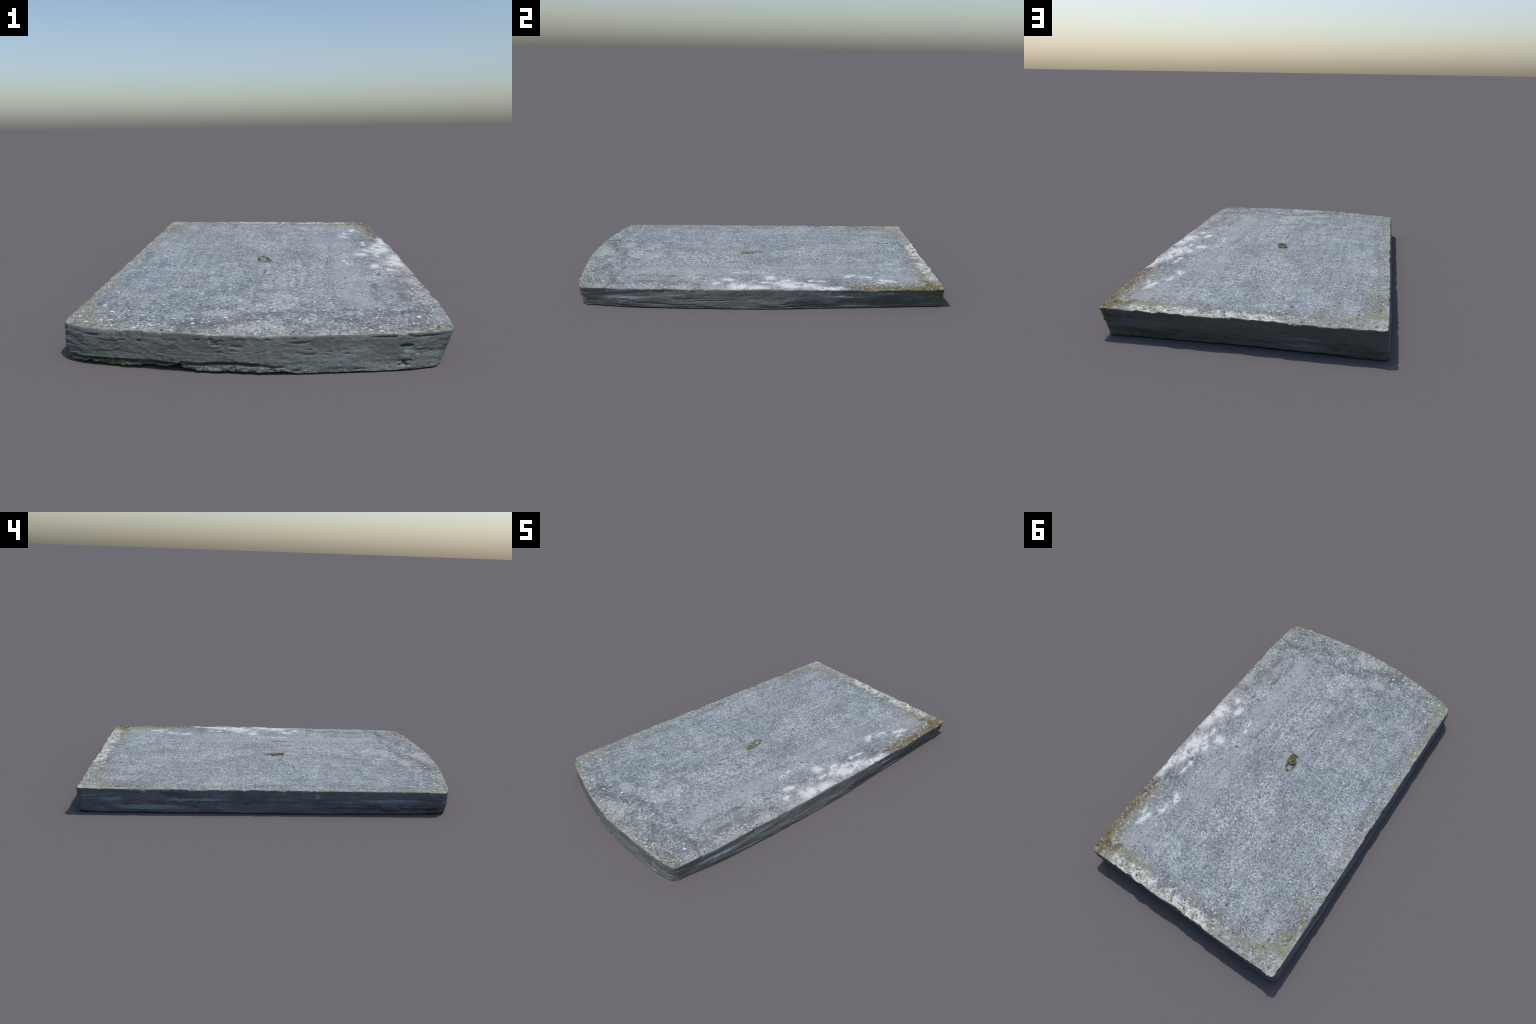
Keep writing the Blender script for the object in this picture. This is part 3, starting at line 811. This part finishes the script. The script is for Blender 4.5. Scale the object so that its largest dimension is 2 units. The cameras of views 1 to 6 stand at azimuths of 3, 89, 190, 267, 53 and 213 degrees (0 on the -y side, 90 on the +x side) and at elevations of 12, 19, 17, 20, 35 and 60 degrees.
# ---- pipe stubs in the hole
def tube(name, centre, ra, rb, wall, turn, z0, z1, parent, mat, seg=64):
    """oval tube with rounded lip, revolved profile (outer wall, lip, inner wall)"""
    lip = wall / 2
    prof = [(0.0, z0), (0.0, z1 - lip)]
    for a in np.linspace(0, math.pi, 9)[1:-1]:
        prof.append((lip - lip * math.cos(a), z1 - lip + lip * math.sin(a)))
    prof += [(wall, z1 - lip), (wall, z0)]
    vs, fs = [], []
    ct, st = math.cos(turn), math.sin(turn)
    for s in range(seg):
        a = math.tau * s / seg
        wob = 1 + 0.02 * math.sin(3 * a + 1) + 0.012 * math.sin(5 * a)
        for off, z in prof:
            px, py = (ra * wob - off) * math.cos(a), (rb * wob - off) * math.sin(a)
            vs.append((centre[0] + px * ct - py * st, centre[1] + px * st + py * ct, z))
    q = len(prof)
    for s in range(seg):
        for p in range(q):
            a0, a1 = s * q + p, s * q + (p + 1) % q
            b0, b1 = ((s + 1) % seg) * q + p, ((s + 1) % seg) * q + (p + 1) % q
            fs.append((a0, b0, b1, a1))
    m = bpy.data.meshes.new(name)
    m.from_pydata(vs, [], fs)
    m.polygons.foreach_set("use_smooth", np.ones(len(fs), bool))
    m.materials.append(mat)
    m.update()
    return link(name, m, parent)


pipe_mat = make_plain("weathered_pipe_plastic", lin(130, 127, 124), lin(154, 150, 146), 90, 0.6)
pale_mat = make_plain("bleached_pipe_plastic", lin(132, 138, 140), lin(158, 164, 164), 90, 0.6)
plug_mat = make_plain("grey_mortar_plug", lin(112, 116, 118), lin(140, 144, 146), 110, 0.8)
moss_mat = make_plain("bright_moss", lin(74, 80, 34), lin(120, 126, 64), 160, 0.9)
soil_mat = make_plain("dark_silt", lin(52, 50, 40), lin(70, 68, 52), 120, 0.95)
zt = float(top_at(np.array([0.05]), np.array([-0.03]))[0])
dx, dy = SHIFT[0] * 0, 0
fit = link("pipe_fitting", None, root)
turn = math.atan2(-0.050, 0.023)
tube("pipe_ring", (0.0058, -0.0580), 0.0255, 0.0215, 0.0042, turn, zt - 0.016, zt - 0.0016, fit, pipe_mat)
tube("small_pipe_ring", (-0.0050, -0.0060), 0.0180, 0.0135, 0.0036, turn + 0.1, zt - 0.016, zt - 0.0014, fit, pale_mat)


def cushion(name, centre, ra, rb, turn, z, dome, mat, bumps, seed):
    """lumpy domed filling of an oval"""
    g, r = 36, 9
    vs, fs = [(centre[0], centre[1], z + dome)], []
    ct, st = math.cos(turn), math.sin(turn)
    for i in range(1, r + 1):
        for s in range(g):
            a, t = math.tau * s / g, i / r
            px, py = ra * t * math.cos(a), rb * t * math.sin(a)
            vs.append((centre[0] + px * ct - py * st, centre[1] + px * st + py * ct, z + dome * (1 - t * t)))
    vs = np.array(vs)
    vs[:, 2] += bumps * fnoise(vs[:, 0] * 260, vs[:, 1] * 260, 0, 2, seed=seed)
    for s in range(g):
        fs.append((0, 1 + s, 1 + (s + 1) % g))
        for i in range(r - 1):
            a, b = 1 + i * g + s, 1 + i * g + (s + 1) % g
            fs.append((a, a + g, b + g, b))
    m = bpy.data.meshes.new(name)
    m.from_pydata(vs.tolist(), [], fs)
    m.polygons.foreach_set("use_smooth", np.ones(len(fs), bool))
    m.materials.append(mat)
    m.update()
    return link(name, m, fit)


cushion("silt_fill", (0.0058, -0.0580), 0.0225, 0.0185, turn, zt - 0.0085, 0.0, soil_mat, 0.0012, 5)
cushion("mortar_plug", (-0.0050, -0.0060), 0.0152, 0.0107, turn + 0.1, zt - 0.0058, 0.0022, plug_mat, 0.0005, 6)
mp = []
for _ in range(230):
    a, t = rng.uniform(0, math.tau), math.sqrt(rng.random())
    px, py = 0.0185 * t * math.cos(a) + 0.002, 0.0145 * t * math.sin(a) + 0.0020
    mp.append((0.0058 + px * math.cos(turn) - py * math.sin(turn), -0.058 + px * math.sin(turn) + py * math.cos(turn), zt - 0.0068 + 0.003 * (1 - t * t)))
m = scatter_mesh("moss_cushion", np.array(mp), np.full(len(mp), 0.0021), rng, 1, 0.9, 0.0)
m.materials.append(moss_mat)
ob = link("moss_cushion", m, fit)
ob["kind"] = "stuff"
mp = []
for _ in range(70):
    px, py = rng.normal(0.0205, 0.007), rng.normal(-0.087, 0.0045)
    if math.hypot(px - 0.0058, py + 0.058) > 0.0275:
        mp.append((px, py, float(top_at(np.array([px]), np.array([py]))[0])))
m = scatter_mesh("moss_tuft", np.array(mp), np.full(len(mp), 0.0020), rng, 1, 0.7, 0.2)
m.materials.append(make_plain("olive_moss", lin(74, 74, 38), lin(104, 104, 62), 160, 0.9))
ob = link("moss_tuft", m, fit)
ob["kind"] = "stuff"
